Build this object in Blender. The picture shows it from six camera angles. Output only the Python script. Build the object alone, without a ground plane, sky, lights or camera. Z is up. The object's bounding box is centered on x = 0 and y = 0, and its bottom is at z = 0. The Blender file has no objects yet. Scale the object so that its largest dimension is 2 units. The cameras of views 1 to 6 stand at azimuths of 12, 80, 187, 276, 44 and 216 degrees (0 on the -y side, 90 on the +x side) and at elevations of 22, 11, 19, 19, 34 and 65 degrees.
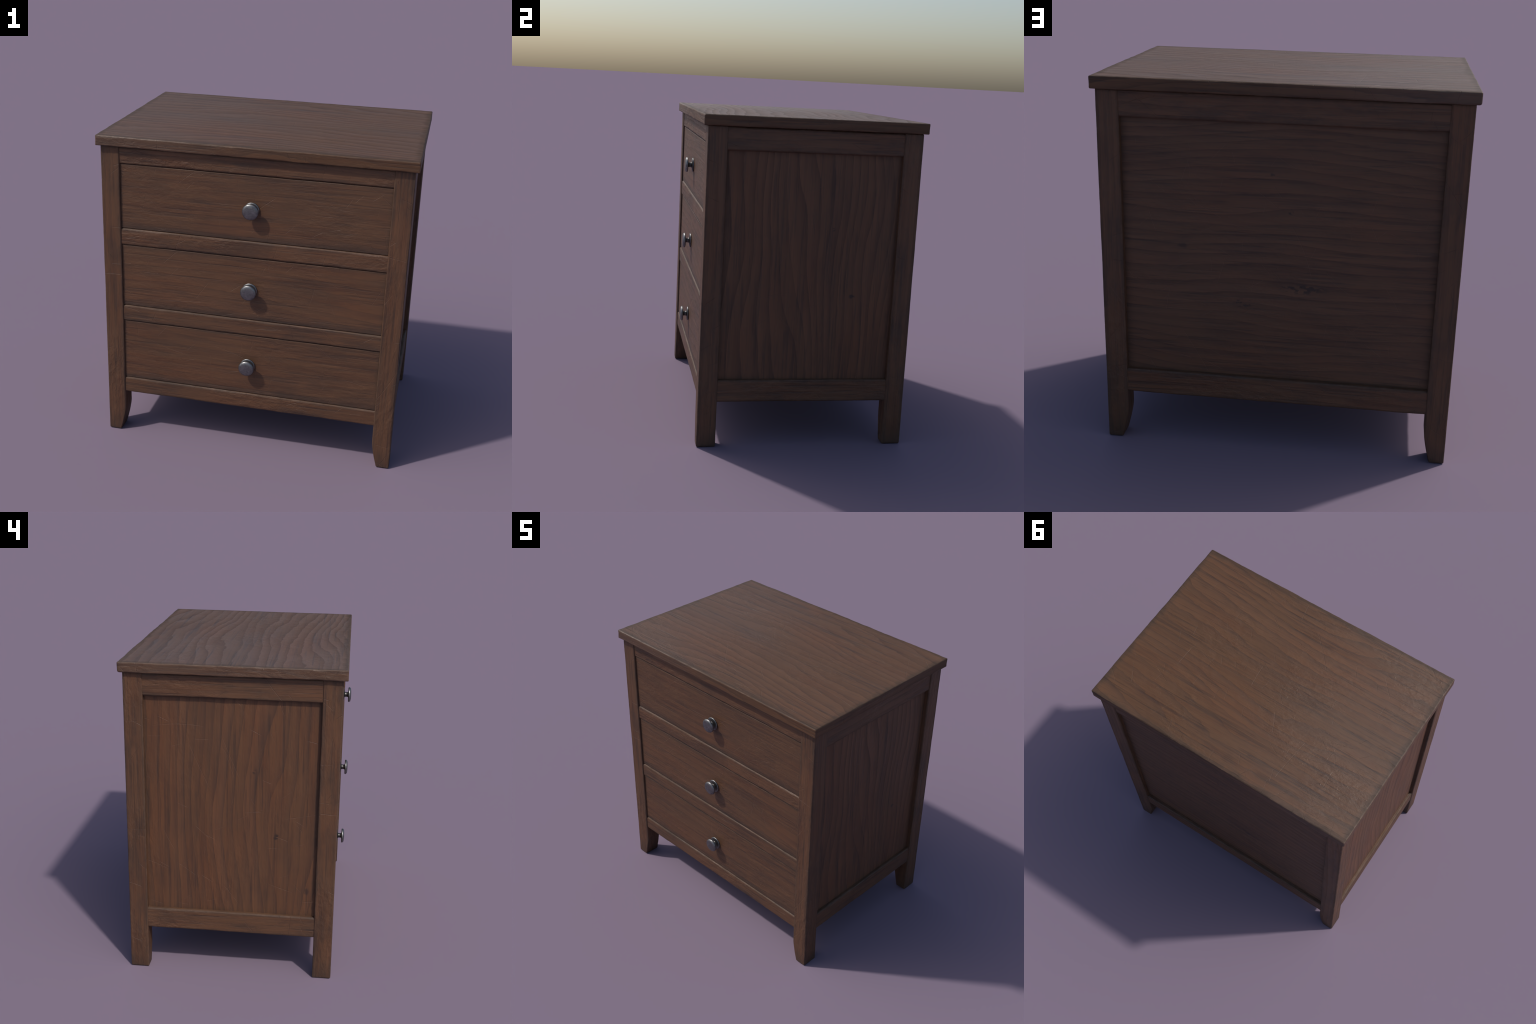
"""Dark stained three-drawer wooden chest, built part by part."""
import bpy, bmesh, math
from mathutils import Vector, noise

# ----------------------------------------------------------------------------
# Dimensions (metres).  Front is -y.
# ----------------------------------------------------------------------------
TOP_X, TOP_YF, TOP_YB = 0.948, -0.656, 0.677      # table top edges
TOP_Z0, TOP_Z1 = 1.9365, 2.0                      # table top underside / upper side
LEG_X, LEG_YF, LEG_YB = 0.926, -0.631, 0.652      # outer faces of the legs
LEG_W, FOOT_W, KNEE_Z = 0.1165, 0.080, 0.172      # leg section, foot width, start of taper
RAIL_RECESS = 0.0058                              # front rails behind leg faces
DRAWER_RECESS = 0.0115
SIDE_RAIL_RECESS = 0.0055
PANEL_RECESS = 0.029
FRONT_RAIL_H = 0.1065
PITCH = 0.5132                                    # drawer to drawer
RAIL_TOPS = [1.9355 - PITCH * i for i in range(4)]
SIDE_RAIL_H = 0.1378
IN_X = LEG_X - LEG_W                              # inner leg face, x
IN_YF, IN_YB = LEG_YF + LEG_W - 0.002, LEG_YB - LEG_W + 0.001

scene = bpy.context.scene


# ----------------------------------------------------------------------------
# Geometry helpers
# ----------------------------------------------------------------------------
def grid_lines(half, r, step):
    """Coordinates across a face: dense in the rounded rims, even in between."""
    rim = [r * f for f in (0.0, 0.22, 0.42, 0.6, 0.78, 1.0, 1.25)]
    inner = 2 * (half - rim[-1])
    n = max(1, int(round(inner / step)))
    mid = [-half + rim[-1] + inner * i / n for i in range(1, n)]
    return [-half + a for a in rim] + mid + [half - a for a in reversed(rim)]


def worn_box(name, half, radius, step=0.03, wear=0.45, seed=0.0, shape=None, wave=0.0):
    """Box with hand-worn rounded edges: the edge radius wanders along the edge.
    shape(co) -> co may bend the finished box (used for the tapering legs)."""
    h = Vector(half)
    rmax = radius * (1 + wear)
    rmax = min(rmax, min(half) * 0.8)
    lines = [grid_lines(h[i], rmax, step) for i in range(3)]
    bm = bmesh.new()
    for ax in range(3):
        u, v = (ax + 1) % 3, (ax + 2) % 3
        for sgn in (-1, 1):
            rows = []
            for b in lines[v]:
                row = []
                for a in lines[u]:
                    p = [0.0, 0.0, 0.0]
                    p[ax], p[u], p[v] = sgn * h[ax], a, b
                    row.append(bm.verts.new(p))
                rows.append(row)
            for j in range(len(rows) - 1):
                for i in range(len(rows[0]) - 1):
                    q = [rows[j][i], rows[j][i + 1], rows[j + 1][i + 1], rows[j + 1][i]]
                    bm.faces.new(q if sgn > 0 else q[::-1])
    bmesh.ops.remove_doubles(bm, verts=bm.verts, dist=1e-6)
    off = Vector((seed * 3.1, seed * 1.7, seed * 5.3))
    for vert in bm.verts:
        p = vert.co.copy()
        n1 = noise.noise((p + off) * 7.0)
        n2 = noise.noise((p + off) * 31.0)
        r = radius * (1 + wear * max(-1.0, min(1.0, 1.0 * n1 + 0.7 * n2)))
        r = min(r, rmax)
        q = Vector([max(-(h[i] - r), min(h[i] - r, p[i])) for i in range(3)])
        d = p - q
        if d.length > 1e-9:
            # the box surface point slides onto the rounded rim
            k = [abs(d[i]) > 1e-9 for i in range(3)]
            p = q + d.normalized() * r if sum(k) > 1 else q + d.normalized() * r
        if wave:
            w = wave * noise.noise((p + off) * 2.3)
            for i in range(3):
                if abs(abs(p[i]) - h[i]) < 1e-5:
                    p[i] += w * (1 if p[i] > 0 else -1) - wave * (1 if p[i] > 0 else -1) * 0.6
        vert.co = shape(p) if shape else p
    me = bpy.data.meshes.new(name)
    bm.normal_update()
    bm.to_mesh(me)
    bm.free()
    for poly in me.polygons:
        poly.use_smooth = True
    return me


def lathe(name, profile, segments=56):
    """Solid of revolution about the y axis; profile = [(radius, y), ...]."""
    bm = bmesh.new()
    rings = []
    for r, y in profile:
        if r < 1e-6:
            rings.append([bm.verts.new((0, y, 0))])
        else:
            rings.append([bm.verts.new((r * math.cos(math.tau * i / segments), y,
                                        r * math.sin(math.tau * i / segments))) for i in range(segments)])
    for a, b in zip(rings, rings[1:]):
        for i in range(segments):
            j = (i + 1) % segments
            if len(a) == 1:
                bm.faces.new((a[0], b[i], b[j]))
            elif len(b) == 1:
                bm.faces.new((a[i], b[0], a[j]))
            else:
                bm.faces.new((a[i], b[i], b[j], a[j]))
    bmesh.ops.recalc_face_normals(bm, faces=bm.faces)
    me = bpy.data.meshes.new(name)
    bm.to_mesh(me)
    bm.free()
    for poly in me.polygons:
        poly.use_smooth = True
    return me


# ----------------------------------------------------------------------------
# Materials
# ----------------------------------------------------------------------------
class Nodes:
    """Small helper for writing node trees as expressions."""

    def __init__(self, name):
        self.mat = bpy.data.materials.new(name)
        self.mat.use_nodes = True
        self.t = self.mat.node_tree
        self.t.nodes.clear()

    def put(self, kind, **props):
        n = self.t.nodes.new(kind)
        for k, v in props.items():
            setattr(n, k, v)
        return n

    def feed(self, socket, value):
        if isinstance(value, bpy.types.NodeSocket):
            self.t.links.new(value, socket)
        elif value is not None:
            if hasattr(socket.default_value, "__len__") and not isinstance(value, (int, float)):
                value = tuple(value)
                if len(socket.default_value) == 4 and len(value) == 3:
                    value = (*value, 1.0)
            socket.default_value = value

    def math(self, op, a, b=None, c=None, clamp=False):
        n = self.put("ShaderNodeMath", operation=op, use_clamp=clamp)
        for s, v in zip(n.inputs, (a, b, c)):
            self.feed(s, v)
        return n.outputs[0]

    def vec(self, op, a, b=None):
        n = self.put("ShaderNodeVectorMath", operation=op)
        self.feed(n.inputs[0], a)
        if b is not None:
            self.feed(n.inputs[1], b)
        return n.outputs["Value"] if op in ("DOT_PRODUCT", "LENGTH", "DISTANCE") else n.outputs[0]

    def noise(self, p, scale, detail=3.0, rough=0.55, distortion=0.0):
        """scale is a per-axis vector: small along the grain, large across it"""
        n = self.put("ShaderNodeTexNoise")
        self.feed(n.inputs["Vector"], self.vec("MULTIPLY", p, scale))
        self.feed(n.inputs["Scale"], 1.0)
        self.feed(n.inputs["Detail"], detail)
        self.feed(n.inputs["Roughness"], rough)
        self.feed(n.inputs["Distortion"], distortion)
        return n.outputs["Fac"]

    def span(self, v, a, b, lo=0.0, hi=1.0, smooth=False):
        n = self.put("ShaderNodeMapRange", interpolation_type="SMOOTHSTEP" if smooth else "LINEAR")
        for s, x in zip(n.inputs, (v, a, b, lo, hi)):
            self.feed(s, x)
        return n.outputs[0]

    def mix(self, fac, a, b, blend="MIX"):
        n = self.put("ShaderNodeMix", data_type="RGBA", blend_type=blend)
        self.feed(n.inputs["Factor"], fac)
        self.feed(n.inputs[6], a)
        self.feed(n.inputs[7], b)
        return n.outputs[2]

    def split(self, v):
        n = self.put("ShaderNodeSeparateXYZ")
        self.feed(n.inputs[0], v)
        return n.outputs[0], n.outputs[1], n.outputs[2]

    def join(self, x, y, z):
        n = self.put("ShaderNodeCombineXYZ")
        for s, v in zip(n.inputs, (x, y, z)):
            self.feed(s, v)
        return n.outputs[0]


def scratches(N, p, scale, length, width, keep, flat):
    """Straight hairline scratches: one per Voronoi cell, each at its own angle.
    flat = function picking the two in-face coordinates from a vector."""
    v = N.put("ShaderNodeTexVoronoi", feature="F1")
    N.feed(v.inputs["Vector"], p)
    N.feed(v.inputs["Scale"], scale)
    N.feed(v.inputs["Randomness"], 1.0)
    d = N.vec("SUBTRACT", p, v.outputs["Position"])
    a, b = flat(d)
    r, g, bl = N.split(v.outputs["Color"])
    ang = N.math("MULTIPLY", r, math.tau)
    cs, sn = N.math("COSINE", ang), N.math("SINE", ang)
    along = N.math("ADD", N.math("MULTIPLY", a, cs), N.math("MULTIPLY", b, sn))
    across = N.math("SUBTRACT", N.math("MULTIPLY", b, cs), N.math("MULTIPLY", a, sn))
    # a little curvature
    across = N.math("ADD", across, N.math("MULTIPLY", N.math("MULTIPLY", along, along), N.math("MULTIPLY", N.math("SUBTRACT", g, 0.5), 1.2)))
    line = N.span(N.math("ABSOLUTE", across), width * 0.35, width, 1.0, 0.0)
    ends = N.span(N.math("ABSOLUTE", along), length * 0.55, length, 1.0, 0.0)
    on = N.math("LESS_THAN", bl, keep)
    return N.math("MULTIPLY", N.math("MULTIPLY", line, ends), on)


def wood(name, grain, half, across, face, tint=(1, 1, 1), rings=16.0, swirl=6.0, fibre=1.0,
         edge_darken=1.0, edge_darken_width=0.035, seed=0.0, ring_strength=1.0, wear=1.0, scratch=1.0,
         edge_grain=None, foot=None, red=0.5, bump=1.0, wobble=0.5, gloss=0.56, low_dark=0.0, flat_top=False, dent=1.0, spec=0.5, stain=0.0, sheen_boost=0.0, streaky=0.48, flecks=()):
    """Dark stained pine.  grain: 0/1/2 axis of the fibres; across: vector whose
    dot product with position runs across the fibres; face: two vectors that unroll the faces."""
    N = Nodes(name)
    obj = N.put("ShaderNodeTexCoord").outputs["Object"]
    rnd = N.put("ShaderNodeObjectInfo").outputs["Random"]
    p = N.vec("ADD", obj, N.join(N.math("MULTIPLY_ADD", rnd, 23.0, seed), N.math("MULTIPLY_ADD", rnd, 41.0, seed * 0.7),
                                 N.math("MULTIPLY_ADD", rnd, 17.0, seed * 1.3)))
    if edge_grain is not None:
        # end faces of this board show long grain running round the edge
        geo = N.put("ShaderNodeNewGeometry")
        vt = N.put("ShaderNodeVectorTransform", vector_type="NORMAL", convert_from="WORLD", convert_to="OBJECT")
        N.feed(vt.inputs[0], geo.outputs["True Normal"])
        nx, ny, nz = N.split(vt.outputs[0])
        side = N.math("GREATER_THAN", N.math("ABSOLUTE", nx), 0.7)
        x, y, z = N.split(p)
        swapped = N.join(y, x, z)
        mv = N.put("ShaderNodeMix", data_type="VECTOR")
        N.feed(mv.inputs["Factor"], side)
        N.feed(mv.inputs[4], p)
        N.feed(mv.inputs[5], swapped)
        p = mv.outputs[1]

    def s(along, cross):
        v = [cross, cross, cross]
        v[grain] = along
        return tuple(v)

    # growth rings: contour lines of a slow, stretched height field
    slow = N.noise(p, s(0.62, 1.9), 1.5, 0.4)
    wob = N.noise(p, s(4.5, 9.0), 3.0, 0.6)
    t = N.vec("DOT_PRODUCT", p, across)
    hgt = N.math("MULTIPLY_ADD", t, rings, N.math("MULTIPLY_ADD", slow, swirl * 2.0, N.math("MULTIPLY", wob, wobble)))
    saw = N.math("FRACT", hgt)
    ring_id = N.math("FLOOR", hgt)
    wn = N.put("ShaderNodeTexWhiteNoise", noise_dimensions="1D")
    N.feed(wn.inputs["W"], ring_id)
    late = N.math("MULTIPLY", N.math("POWER", saw, 1.6), N.span(saw, 0.96, 1.0, 1.0, 0.0))
    late = N.math("MULTIPLY", late, N.span(wn.outputs["Value"], 0, 1, 0.45, 1.0))

    fine = N.noise(p, s(3.0, 95.0), 5.0, 0.65)
    mid = N.noise(p, s(1.6, 26.0), 4.0, 0.6)
    pore_n = N.noise(p, s(7.0, 190.0), 2.0, 0.5)
    patch = N.noise(p, s(2.5, 6.0), 3.0, 0.6)
    pores = N.math("MULTIPLY", N.span(pore_n, 0.60, 0.72, 0, 1), N.span(patch, 0.42, 0.62, 0.25, 1))
    blot = N.noise(p, s(1.3, 3.2), 3.0, 0.55)
    grit = N.noise(p, (55, 55, 55), 4.0, 0.65)

    warm = (0.114 * tint[0], 0.0485 * tint[1], 0.0208 * tint[2])
    grey = (0.103 * tint[0], 0.0500 * tint[1], 0.0240 * tint[2])
    dark = (0.036 * tint[0], 0.0185 * tint[1], 0.0130 * tint[2])
    pale = (0.150 * tint[0], 0.0700 * tint[1], 0.0360 * tint[2])
    col = N.mix(N.span(N.math("ADD", N.math("MULTIPLY", blot, 0.5), N.math("MULTIPLY", mid, 0.5)), 0.62 - 0.34 * red, 0.78 - 0.30 * red), grey, warm)
    streak = N.noise(p, s(1.3, 58.0), 3.0, 0.6)
    broken = N.noise(p, s(3.2, 13.0), 3.0, 0.6)
    streaks = N.math("MULTIPLY", N.span(streak, 0.515, 0.62, 0, 1, smooth=True), N.span(broken, 0.40, 0.58, 0.1, 1))
    col = N.mix(N.math("MULTIPLY", N.span(mid, 0.50, 0.70, 0, 1), 0.42 * fibre), col, dark)
    col = N.mix(N.math("MULTIPLY", N.span(fine, 0.52, 0.72, 0, 1), 0.45 * fibre), col, dark)
    col = N.mix(N.math("MULTIPLY", N.span(fine, 0.46, 0.30, 0, 1), 0.30 * fibre), col, pale)
    tone = N.math("MULTIPLY", N.span(wn.outputs["Value"], 0.55, 1.0, 0, 1), 0.20 * ring_strength)
    col = N.mix(tone, col, pale)
    col = N.mix(N.math("MULTIPLY", late, 0.38 * ring_strength), col, dark)
    rim = N.math("MULTIPLY", N.math("POWER", saw, 9.0), N.span(saw, 0.97, 1.0, 1.0, 0.0))
    col = N.mix(N.math("MULTIPLY", N.math("MULTIPLY", rim, N.span(broken, 0.35, 0.6, 0.2, 1)), 0.35 * ring_strength), col, dark)
    col = N.mix(N.math("MULTIPLY", streaks, streaky), col, (0.029, 0.0165, 0.0118))
    col = N.mix(N.math("MULTIPLY", pores, 0.50), col, (0.022, 0.0130, 0.0100))

    # small knots
    kv = N.put("ShaderNodeTexVoronoi", feature="F1")
    N.feed(kv.inputs["Vector"], N.vec("MULTIPLY", p, s(0.55, 1.0)))
    N.feed(kv.inputs["Scale"], 2.6)
    kr, kg, kb = N.split(kv.outputs["Color"])
    kd = N.math("ADD", kv.outputs["Distance"], N.math("MULTIPLY", N.math("SUBTRACT", grit, 0.5), 0.05))
    knot = N.math("MULTIPLY", N.span(kd, 0.018, 0.05, 0.6, 0, smooth=True), N.math("LESS_THAN", kr, 0.55))
    col = N.mix(knot, col, (0.016, 0.012, 0.011))

    # scratches, paler than the stain
    # (pattern laid out flat: face = the two vectors that unroll the surface)
    ps = N.join(N.vec("DOT_PRODUCT", p, face[0]), N.vec("DOT_PRODUCT", p, face[1]), 0.0)

    def flat(d):
        c = N.split(d)
        return c[0], c[1]
    s1 = scratches(N, ps, 5.2, 0.085, 0.0019, 0.42, flat)
    s2 = scratches(N, N.vec("ADD", ps, (3.3, 7.7, 1.9)), 9.0, 0.045, 0.0015, 0.4, flat)
    s3 = scratches(N, N.vec("ADD", ps, (9.1, 2.2, 4.4)), 2.6, 0.17, 0.0019, 0.40, flat)
    scr = N.math("MAXIMUM", N.math("MAXIMUM", s1, s2), s3)
    scr = N.math("MULTIPLY", scr, N.span(grit, 0.35, 0.6, 0.25, 1.0))
    col = N.mix(N.math("MULTIPLY", scr, 0.24 * scratch), col, (0.16, 0.092, 0.062))

    # distance from the nearest edge of the face (median of the three box distances)
    x, y, z = N.split(obj)
    dx = N.math("SUBTRACT", half[0], N.math("ABSOLUTE", x))
    dy = N.math("SUBTRACT", half[1], N.math("ABSOLUTE", y))
    dz = N.math("SUBTRACT", half[2], N.math("ABSOLUTE", z))
    lo, hi = N.math("MINIMUM", dx, dy), N.math("MAXIMUM", dx, dy)
    edge = N.math("MAXIMUM", lo, N.math("MINIMUM", hi, dz))
    en = N.noise(p, (9, 9, 9), 4.0, 0.65)
    edge_dark = N.span(N.math("ADD", edge, N.math("MULTIPLY", N.math("SUBTRACT", en, 0.5), edge_darken_width * 1.7)), 0.0, edge_darken_width, 1.0, 0.0, smooth=True)
    if flat_top:
        edge_dark = N.math("MULTIPLY", edge_dark, N.span(dz, 0.002, 0.006, 1.0, 0.25))
    col = N.mix(N.math("MULTIPLY", edge_dark, 0.58 * edge_darken), col, (0.032, 0.0205, 0.0135))  # darker tone near the edges mixed into the wood colour
    if flecks:
        # smudges of dark flecks, each (across, z, half width, half height) on the panel
        fn = N.noise(p, (26, 26, 60), 3.0, 0.6)
        fu = N.vec("DOT_PRODUCT", obj, face[0])
        for fx, fz, rx, rz in flecks:
            ex = N.math("DIVIDE", N.math("SUBTRACT", fu, fx), rx)
            ez = N.math("DIVIDE", N.math("SUBTRACT", z, fz), rz)
            inside = N.span(N.math("ADD", N.math("MULTIPLY", ex, ex), N.math("MULTIPLY", ez, ez)), 0.2, 1.0, 1, 0)
            col = N.mix(N.math("MULTIPLY", inside, N.span(fn, 0.47, 0.56, 0, 0.75)), col, (0.013, 0.010, 0.009))
    if stain:
        blotch = N.span(N.noise(p, s(3.0, 9.0), 5.0, 0.68), 0.46, 0.66, 0, stain, smooth=True)
        col = N.mix(blotch, col, (0.030, 0.0195, 0.0145))
    if low_dark:
        # darker band along the lower edge
        sd = N.span(N.math("ADD", N.math("ADD", z, half[2]), N.math("MULTIPLY", N.math("SUBTRACT", en, 0.5), 0.05)), 0.0, 0.065, low_dark, 0.0, smooth=True)
        col = N.mix(sd, col, (0.028, 0.018, 0.0135))
    if foot:
        # the feet are dirtier towards the floor
        fz = N.math("ADD", z, half[2])
        fd = N.span(N.math("ADD", fz, N.math("MULTIPLY", en, 0.10)), 0.02, foot, 0.55, 0.0, smooth=True)
        col = N.mix(fd, col, (0.030, 0.019, 0.014))
    rub = N.span(N.math("ADD", edge, N.math("MULTIPLY", N.math("SUBTRACT", N.noise(p, (22, 22, 22), 3.0), 0.42), 0.012)), 0.0015, 0.0060, 1.0, 0.0)
    col = N.mix(N.math("MULTIPLY", rub, 0.55 * wear), col, (0.125, 0.066, 0.040))

    # roughness and relief
    rough = N.math("ADD", N.span(late, 0, 1, gloss - 0.04, gloss + 0.13), N.math("MULTIPLY", N.math("SUBTRACT", patch, 0.5), 0.12))
    rough = N.math("ADD", rough, N.math("MULTIPLY", edge_dark, 0.20 * edge_darken))
    rough = N.math("SUBTRACT", rough, N.math("MULTIPLY", rub, 0.08 * wear))
    dents = N.noise(p, s(16.0, 34.0), 4.0, 0.6)
    area = N.span(N.noise(p, s(1.8, 2.6), 2.0), 0.42, 0.62, 0.15, 1.0)
    pv = N.put("ShaderNodeTexVoronoi", feature="F1")
    N.feed(pv.inputs["Vector"], p)
    N.feed(pv.inputs["Scale"], 42.0)
    pr, pg, pb = N.split(pv.outputs["Color"])
    pits = N.math("MULTIPLY", N.span(pv.outputs["Distance"], 0.05, 0.20, 1, 0), N.math("LESS_THAN", pr, 0.10))
    height = N.math("MULTIPLY", late, -0.16 * ring_strength)
    height = N.math("MULTIPLY_ADD", fine, -0.22, height)
    height = N.math("MULTIPLY_ADD", mid, -0.4, height)
    height = N.math("MULTIPLY_ADD", N.math("MULTIPLY", dents, area), 2.4 * dent, height)
    height = N.math("MULTIPLY_ADD", streaks, -0.3, height)
    height = N.math("MULTIPLY_ADD", N.math("MULTIPLY", pits, area), 0.55, height)
    height = N.math("MULTIPLY_ADD", scr, -0.7 * scratch, height)
    bn = N.put("ShaderNodeBump")
    N.feed(bn.inputs["Strength"], 0.75 * bump)
    N.feed(bn.inputs["Distance"], 0.0035)
    N.feed(bn.inputs["Height"], height)

    if sheen_boost:
        # specular level ramps up toward the -x end of the board
        spec = N.math("MULTIPLY_ADD", N.span(N.math("ADD", x, N.math("MULTIPLY", N.math("SUBTRACT", blot, 0.5), 0.5)), 0.35, -0.85, 0, 1, smooth=True), sheen_boost, spec)
    sh = N.put("ShaderNodeBsdfPrincipled")
    N.feed(sh.inputs["Base Color"], col)
    N.feed(sh.inputs["Roughness"], rough)
    N.feed(sh.inputs["Specular IOR Level"], spec)
    N.feed(sh.inputs["Normal"], bn.outputs[0])
    out = N.put("ShaderNodeOutputMaterial")
    N.t.links.new(sh.outputs[0], out.inputs[0])
    return N.mat


def pewter(name):
    N = Nodes(name)
    obj = N.put("ShaderNodeTexCoord").outputs["Object"]
    rnd = N.put("ShaderNodeObjectInfo").outputs["Random"]
    p = N.vec("ADD", obj, N.join(N.math("MULTIPLY", rnd, 9.0), N.math("MULTIPLY", rnd, 5.0), N.math("MULTIPLY", rnd, 7.0)))
    cloud = N.noise(p, (45, 45, 45), 4.0, 0.6)
    brush = N.noise(p, (60, 60, 240), 3.0, 0.6)
    v = N.math("ADD", N.math("MULTIPLY", cloud, 0.6), N.math("MULTIPLY", brush, 0.4))
    col = N.mix(N.span(v, 0.32, 0.68), (0.110, 0.110, 0.113), (0.27, 0.27, 0.273))
    x, y, z = N.split(obj)
    # tarnish in the neck behind the head
    neck = N.math("MULTIPLY", N.span(N.math("ABSOLUTE", N.math("ADD", y, 0.026)), 0.010, 0.016, 1, 0), 0.6)
    col = N.mix(neck, col, (0.06, 0.055, 0.05))
    bn = N.put("ShaderNodeBump")
    N.feed(bn.inputs["Strength"], 0.25)
    N.feed(bn.inputs["Distance"], 0.001)
    N.feed(bn.inputs["Height"], cloud)
    sh = N.put("ShaderNodeBsdfPrincipled")
    N.feed(sh.inputs["Base Color"], col)
    N.feed(sh.inputs["Metallic"], 1.0)
    N.feed(sh.inputs["Roughness"], N.span(v, 0.3, 0.7, 0.52, 0.37))
    N.feed(sh.inputs["Normal"], bn.outputs[0])
    out = N.put("ShaderNodeOutputMaterial")
    N.t.links.new(sh.outputs[0], out.inputs[0])
    return N.mat


# ----------------------------------------------------------------------------
# Assembly
# ----------------------------------------------------------------------------
root = bpy.data.objects.new("chest_of_drawers", None)
scene.collection.objects.link(root)
root["label"] = "dark brown stained wooden chest with three drawers and pewter knobs"
root["category"] = "chest of drawers"


def part(name, mesh, at, material=None, parent=root, turn=0.0):
    o = bpy.data.objects.new(name, mesh)
    scene.collection.objects.link(o)
    if material and not mesh.materials:
        mesh.materials.append(material)
    o.location = Vector(at)
    o.rotation_euler = (0, 0, turn)
    o.parent = parent
    return o


def copies(first, places, name=None):
    for at, turn in places:
        o = first.copy()
        if name:
            o.name = name
        scene.collection.objects.link(o)
        o.location = Vector(at)
        o.rotation_euler = (0, 0, turn)


# table top --------------------------------------------------------------
h = (TOP_X, (TOP_YB - TOP_YF) / 2, (TOP_Z1 - TOP_Z0) / 2)
part("table_top", worn_box("table_top", h, 0.0078, 0.018, 0.75, 1.0),
     (0, (TOP_YB + TOP_YF) / 2, (TOP_Z0 + TOP_Z1) / 2),
     wood("stained_wood_table_top", 0, h, (0, -1, -1), ((1, 0, 0), (0, 1, 1)), rings=15.0, swirl=4.6, wobble=0.8, seed=2.4, edge_grain=True,
          tint=(0.955, 0.925, 0.84), gloss=0.52, spec=0.40, sheen_boost=0.32, dent=1.0, edge_darken=1.05, ring_strength=1.2, edge_darken_width=0.050, flat_top=True, fibre=0.8, red=0.45))

# legs --------------------------------------------------------------------
LEG_TOP = TOP_Z0 - 0.0005
lh = (LEG_W / 2, LEG_W / 2, LEG_TOP / 2)


def leg_shape(hand):
    """Inner x side sweeps in below the knee; hand = +1 when the inner side is +x."""
    def f(p):
        z = p.z + lh[2]
        if z < KNEE_Z:
            cut = (LEG_W - FOOT_W) * ((KNEE_Z - z) / KNEE_Z) ** 1.35
            u = (p.x * hand + lh[0]) / LEG_W              # 0 at outer face, 1 at inner face
            p = p.copy()
            p.x = hand * (u * (LEG_W - cut) - lh[0])
        return p
    return f


leg_wood = wood("stained_wood_leg", 2, lh, (1, 1, 0), ((1, 1, 0), (0, 0, 1)), rings=26.0, swirl=2.0, seed=7.0, edge_darken=0.75,
                edge_darken_width=0.020, foot=0.22, ring_strength=0.6, red=0.5, scratch=1.1, dent=1.5, stain=0.42, tint=(1.02, 0.965, 0.91))
cx, cyf, cyb = LEG_X - lh[0], LEG_YF + lh[1], LEG_YB - lh[1]
a = part("leg", worn_box("leg", lh, 0.0075, 0.022, 0.45, 3.0, leg_shape(1)), (-cx, cyf, lh[2]), leg_wood)
copies(a, [((cx, cyb, lh[2]), math.pi)], "leg")
b = part("leg", worn_box("leg", lh, 0.0075, 0.022, 0.45, 5.0, leg_shape(-1)), (cx, cyf, lh[2]), leg_wood)
copies(b, [((-cx, cyb, lh[2]), math.pi)], "leg")

# front rails between the drawers -------------------------------------------
fh = (IN_X + 0.030, 0.028, FRONT_RAIL_H / 2)
fy = LEG_YF + RAIL_RECESS + fh[1]
r = part("drawer_rail", worn_box("drawer_rail", fh, 0.0120, 0.022, 0.45, 8.0), (0, fy, RAIL_TOPS[0] - fh[2]),
         wood("stained_wood_drawer_rail", 0, fh, (0, 0, 1), ((1, 0, 0), (0, 1, 1)), rings=24.0, swirl=2.2, seed=4.0,
              edge_darken=0.85, edge_darken_width=0.020, ring_strength=0.6, red=0.45, dent=1.5, stain=0.42, tint=(1.02, 0.965, 0.91)))
copies(r, [((0, fy, t - fh[2]), 0.0) for t in RAIL_TOPS[1:]], "drawer_rail")

# side and back rails --------------------------------------------------------
side_len = (IN_YB - IN_YF) / 2
sh_ = (0.026, side_len + 0.030, SIDE_RAIL_H / 2)
sx, sy = LEG_X - SIDE_RAIL_RECESS - sh_[0], (IN_YB + IN_YF) / 2
z_hi, z_lo = TOP_Z0 - 0.0012 - sh_[2], 0.282 + sh_[2]
r = part("side_rail", worn_box("side_rail", sh_, 0.0110, 0.022, 0.5, 11.0), (sx, sy, z_hi),
         wood("stained_wood_side_rail", 1, sh_, (0, 0, 1), ((0, 1, 0), (1, 0, 1)), rings=24.0, swirl=2.2, seed=1.0,
              edge_darken=0.85, edge_darken_width=0.022, ring_strength=0.6, red=0.45, dent=1.5, stain=0.42, tint=(1.02, 0.965, 0.91)))
copies(r, [((sx, sy, z_lo), 0.0), ((-sx, sy, z_hi), math.pi), ((-sx, sy, z_lo), math.pi)], "side_rail")

bh = (IN_X + 0.030, 0.026, SIDE_RAIL_H / 2)
by = LEG_YB - SIDE_RAIL_RECESS - bh[1]
r = part("back_rail", worn_box("back_rail", bh, 0.0110, 0.022, 0.5, 13.0), (0, by, z_hi),
         wood("stained_wood_back_rail", 0, bh, (0, 0, 1), ((1, 0, 0), (0, 1, 1)), rings=22.0, swirl=3.0, seed=12.0,
              edge_darken=0.85, edge_darken_width=0.022, ring_strength=0.7, red=0.45, dent=1.4, stain=0.45, tint=(1.02, 0.965, 0.91)))
copies(r, [((0, by, z_lo), 0.0)], "back_rail")

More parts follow.
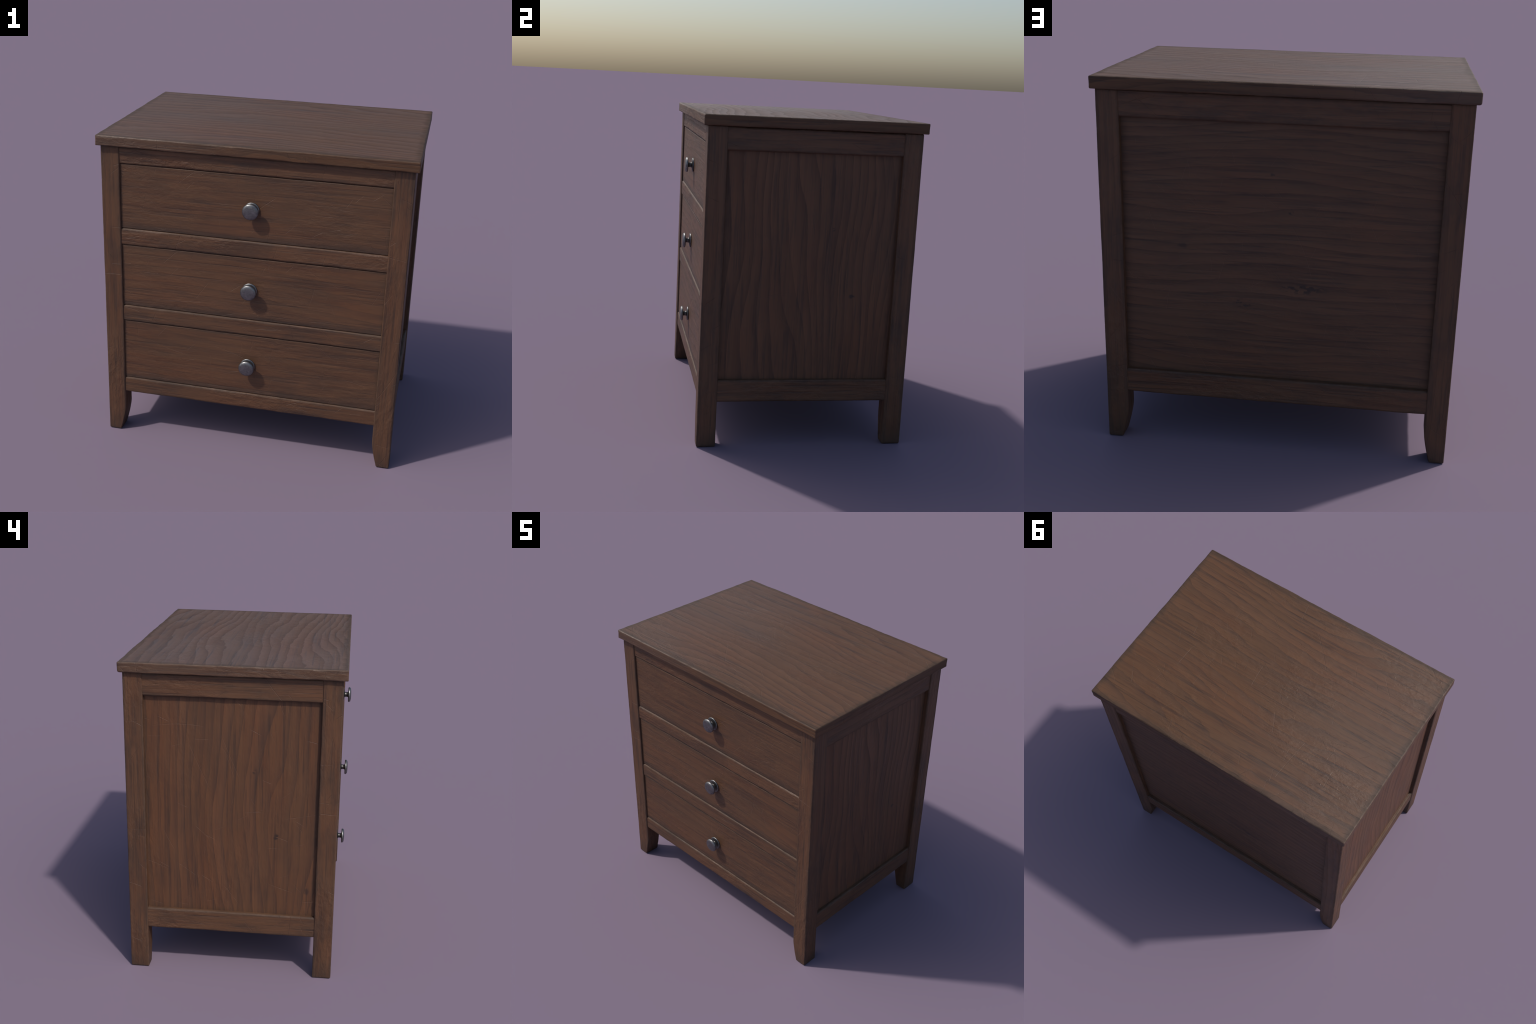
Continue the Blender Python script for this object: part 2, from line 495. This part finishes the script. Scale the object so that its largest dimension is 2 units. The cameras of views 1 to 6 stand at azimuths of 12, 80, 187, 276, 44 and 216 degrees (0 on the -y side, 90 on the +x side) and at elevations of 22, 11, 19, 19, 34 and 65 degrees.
# panels ---------------------------------------------------------------------
ph = (0.008, side_len + 0.012, (1.80 - 0.42) / 2 + 0.02)
px, pz = LEG_X - PANEL_RECESS - ph[0], (1.80 + 0.42) / 2
r = part("side_panel", worn_box("side_panel", ph, 0.003, 0.05, 0.3, 17.0), (px, sy, pz),
         wood("stained_wood_side_panel", 2, ph, (0, 1, 0), ((0, 1, 0), (0, 0, 1)), rings=17.0, swirl=4.5, seed=5.5,
              tint=(1.07, 0.97, 0.86), wobble=0.3, fibre=0.85, edge_darken=0.5, edge_darken_width=0.06, ring_strength=1.35, red=0.5, wear=0.0, bump=0.7, stain=0.2,
              flecks=((0.135, 0.243, 0.015, 0.018), (0.275, -0.17, 0.022, 0.026))))
copies(r, [((-px, sy, pz), math.pi)], "side_panel")

qh = (IN_X + 0.012, 0.008, ph[2])
part("back_panel", worn_box("back_panel", qh, 0.003, 0.05, 0.3, 19.0), (0, LEG_YB - 0.0315 - qh[1], pz),
     wood("stained_wood_back_panel", 0, qh, (0, 0, 1), ((1, 0, 0), (0, 1, 1)), rings=18.0, swirl=3.6, seed=9.5,
          wobble=0.35, edge_darken=0.5, edge_darken_width=0.06, ring_strength=1.15, red=0.55, wear=0.0, bump=0.6, stain=0.25,
          flecks=((-0.13, -0.172, 0.15, 0.035), (0.18, -0.27, 0.06, 0.03), (-0.06, 0.237, 0.016, 0.022), (0.036, 0.428, 0.014, 0.016))))

uh = (IN_X + 0.055, side_len + 0.055, 0.008)
part("bottom_panel", worn_box("bottom_panel", uh, 0.003, 0.08, 0.3, 23.0), (0, sy, 0.330),
     wood("stained_wood_bottom_panel", 0, uh, (0, 1, 0), ((1, 0, 0), (0, 1, 0)), seed=15.0, wear=0.0))

# drawers ----------------------------------------------------------------------
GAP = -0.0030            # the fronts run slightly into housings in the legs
opening = PITCH - FRONT_RAIL_H
dh = (IN_X - GAP, 0.011, opening / 2 - 0.0015)
dy = LEG_YF + DRAWER_RECESS + dh[1]
drawer_wood = wood("stained_wood_drawer_front", 0, dh, (0, 0, 1), ((1, 0, 0), (0, 1, 1)), rings=15.0, swirl=3.2, seed=3.3,
                   edge_darken=0.5, edge_darken_width=0.030, ring_strength=0.85, red=0.5, wear=1.0, low_dark=0.55, bump=0.75, stain=0.25, streaky=0.36, tint=(1.03, 0.99, 0.94))
drawer_mesh = worn_box("drawer", dh, 0.0052, 0.025, 0.25, 29.0)

# knob: back plate, waisted stem, cushion head (profile: radius, distance from drawer face)
FACE_Y = -dh[1]
OUT = 0.677 - abs(LEG_YF + DRAWER_RECESS)          # how far the knob stands out
profile = [(0.0, 0.001), (0.0405, 0.001), (0.0445, -0.001), (0.0465, -0.0040), (0.0462, -0.0068), (0.0440, -0.0090),
           (0.0400, -0.0103), (0.0270, -0.0116), (0.0200, -0.0128), (0.0172, -0.0160), (0.0160, -0.0210),
           (0.0156, -0.0280), (0.0160, -0.0345), (0.0180, -0.0372), (0.0300, -0.0380), (0.0430, -0.0384),
           (0.0475, -0.0392), (0.0493, -0.0412), (0.0497, -0.0440), (0.0490, -0.0475), (0.0468, -0.0510),
           (0.0425, -0.0543), (0.0350, -0.0565), (0.0240, -0.0577), (0.0120, -0.0581), (0.0, -0.0582)]
k = OUT / 0.0582
knob_mesh = lathe("knob", [(r, y * k) for r, y in profile])
metal = pewter("tarnished_pewter")
for i in range(3):
    zc = RAIL_TOPS[i] - FRONT_RAIL_H - opening / 2
    d = part("drawer", drawer_mesh, (0, dy, zc), drawer_wood)
    part("knob", knob_mesh, (0, FACE_Y, -0.0058), metal, parent=d)
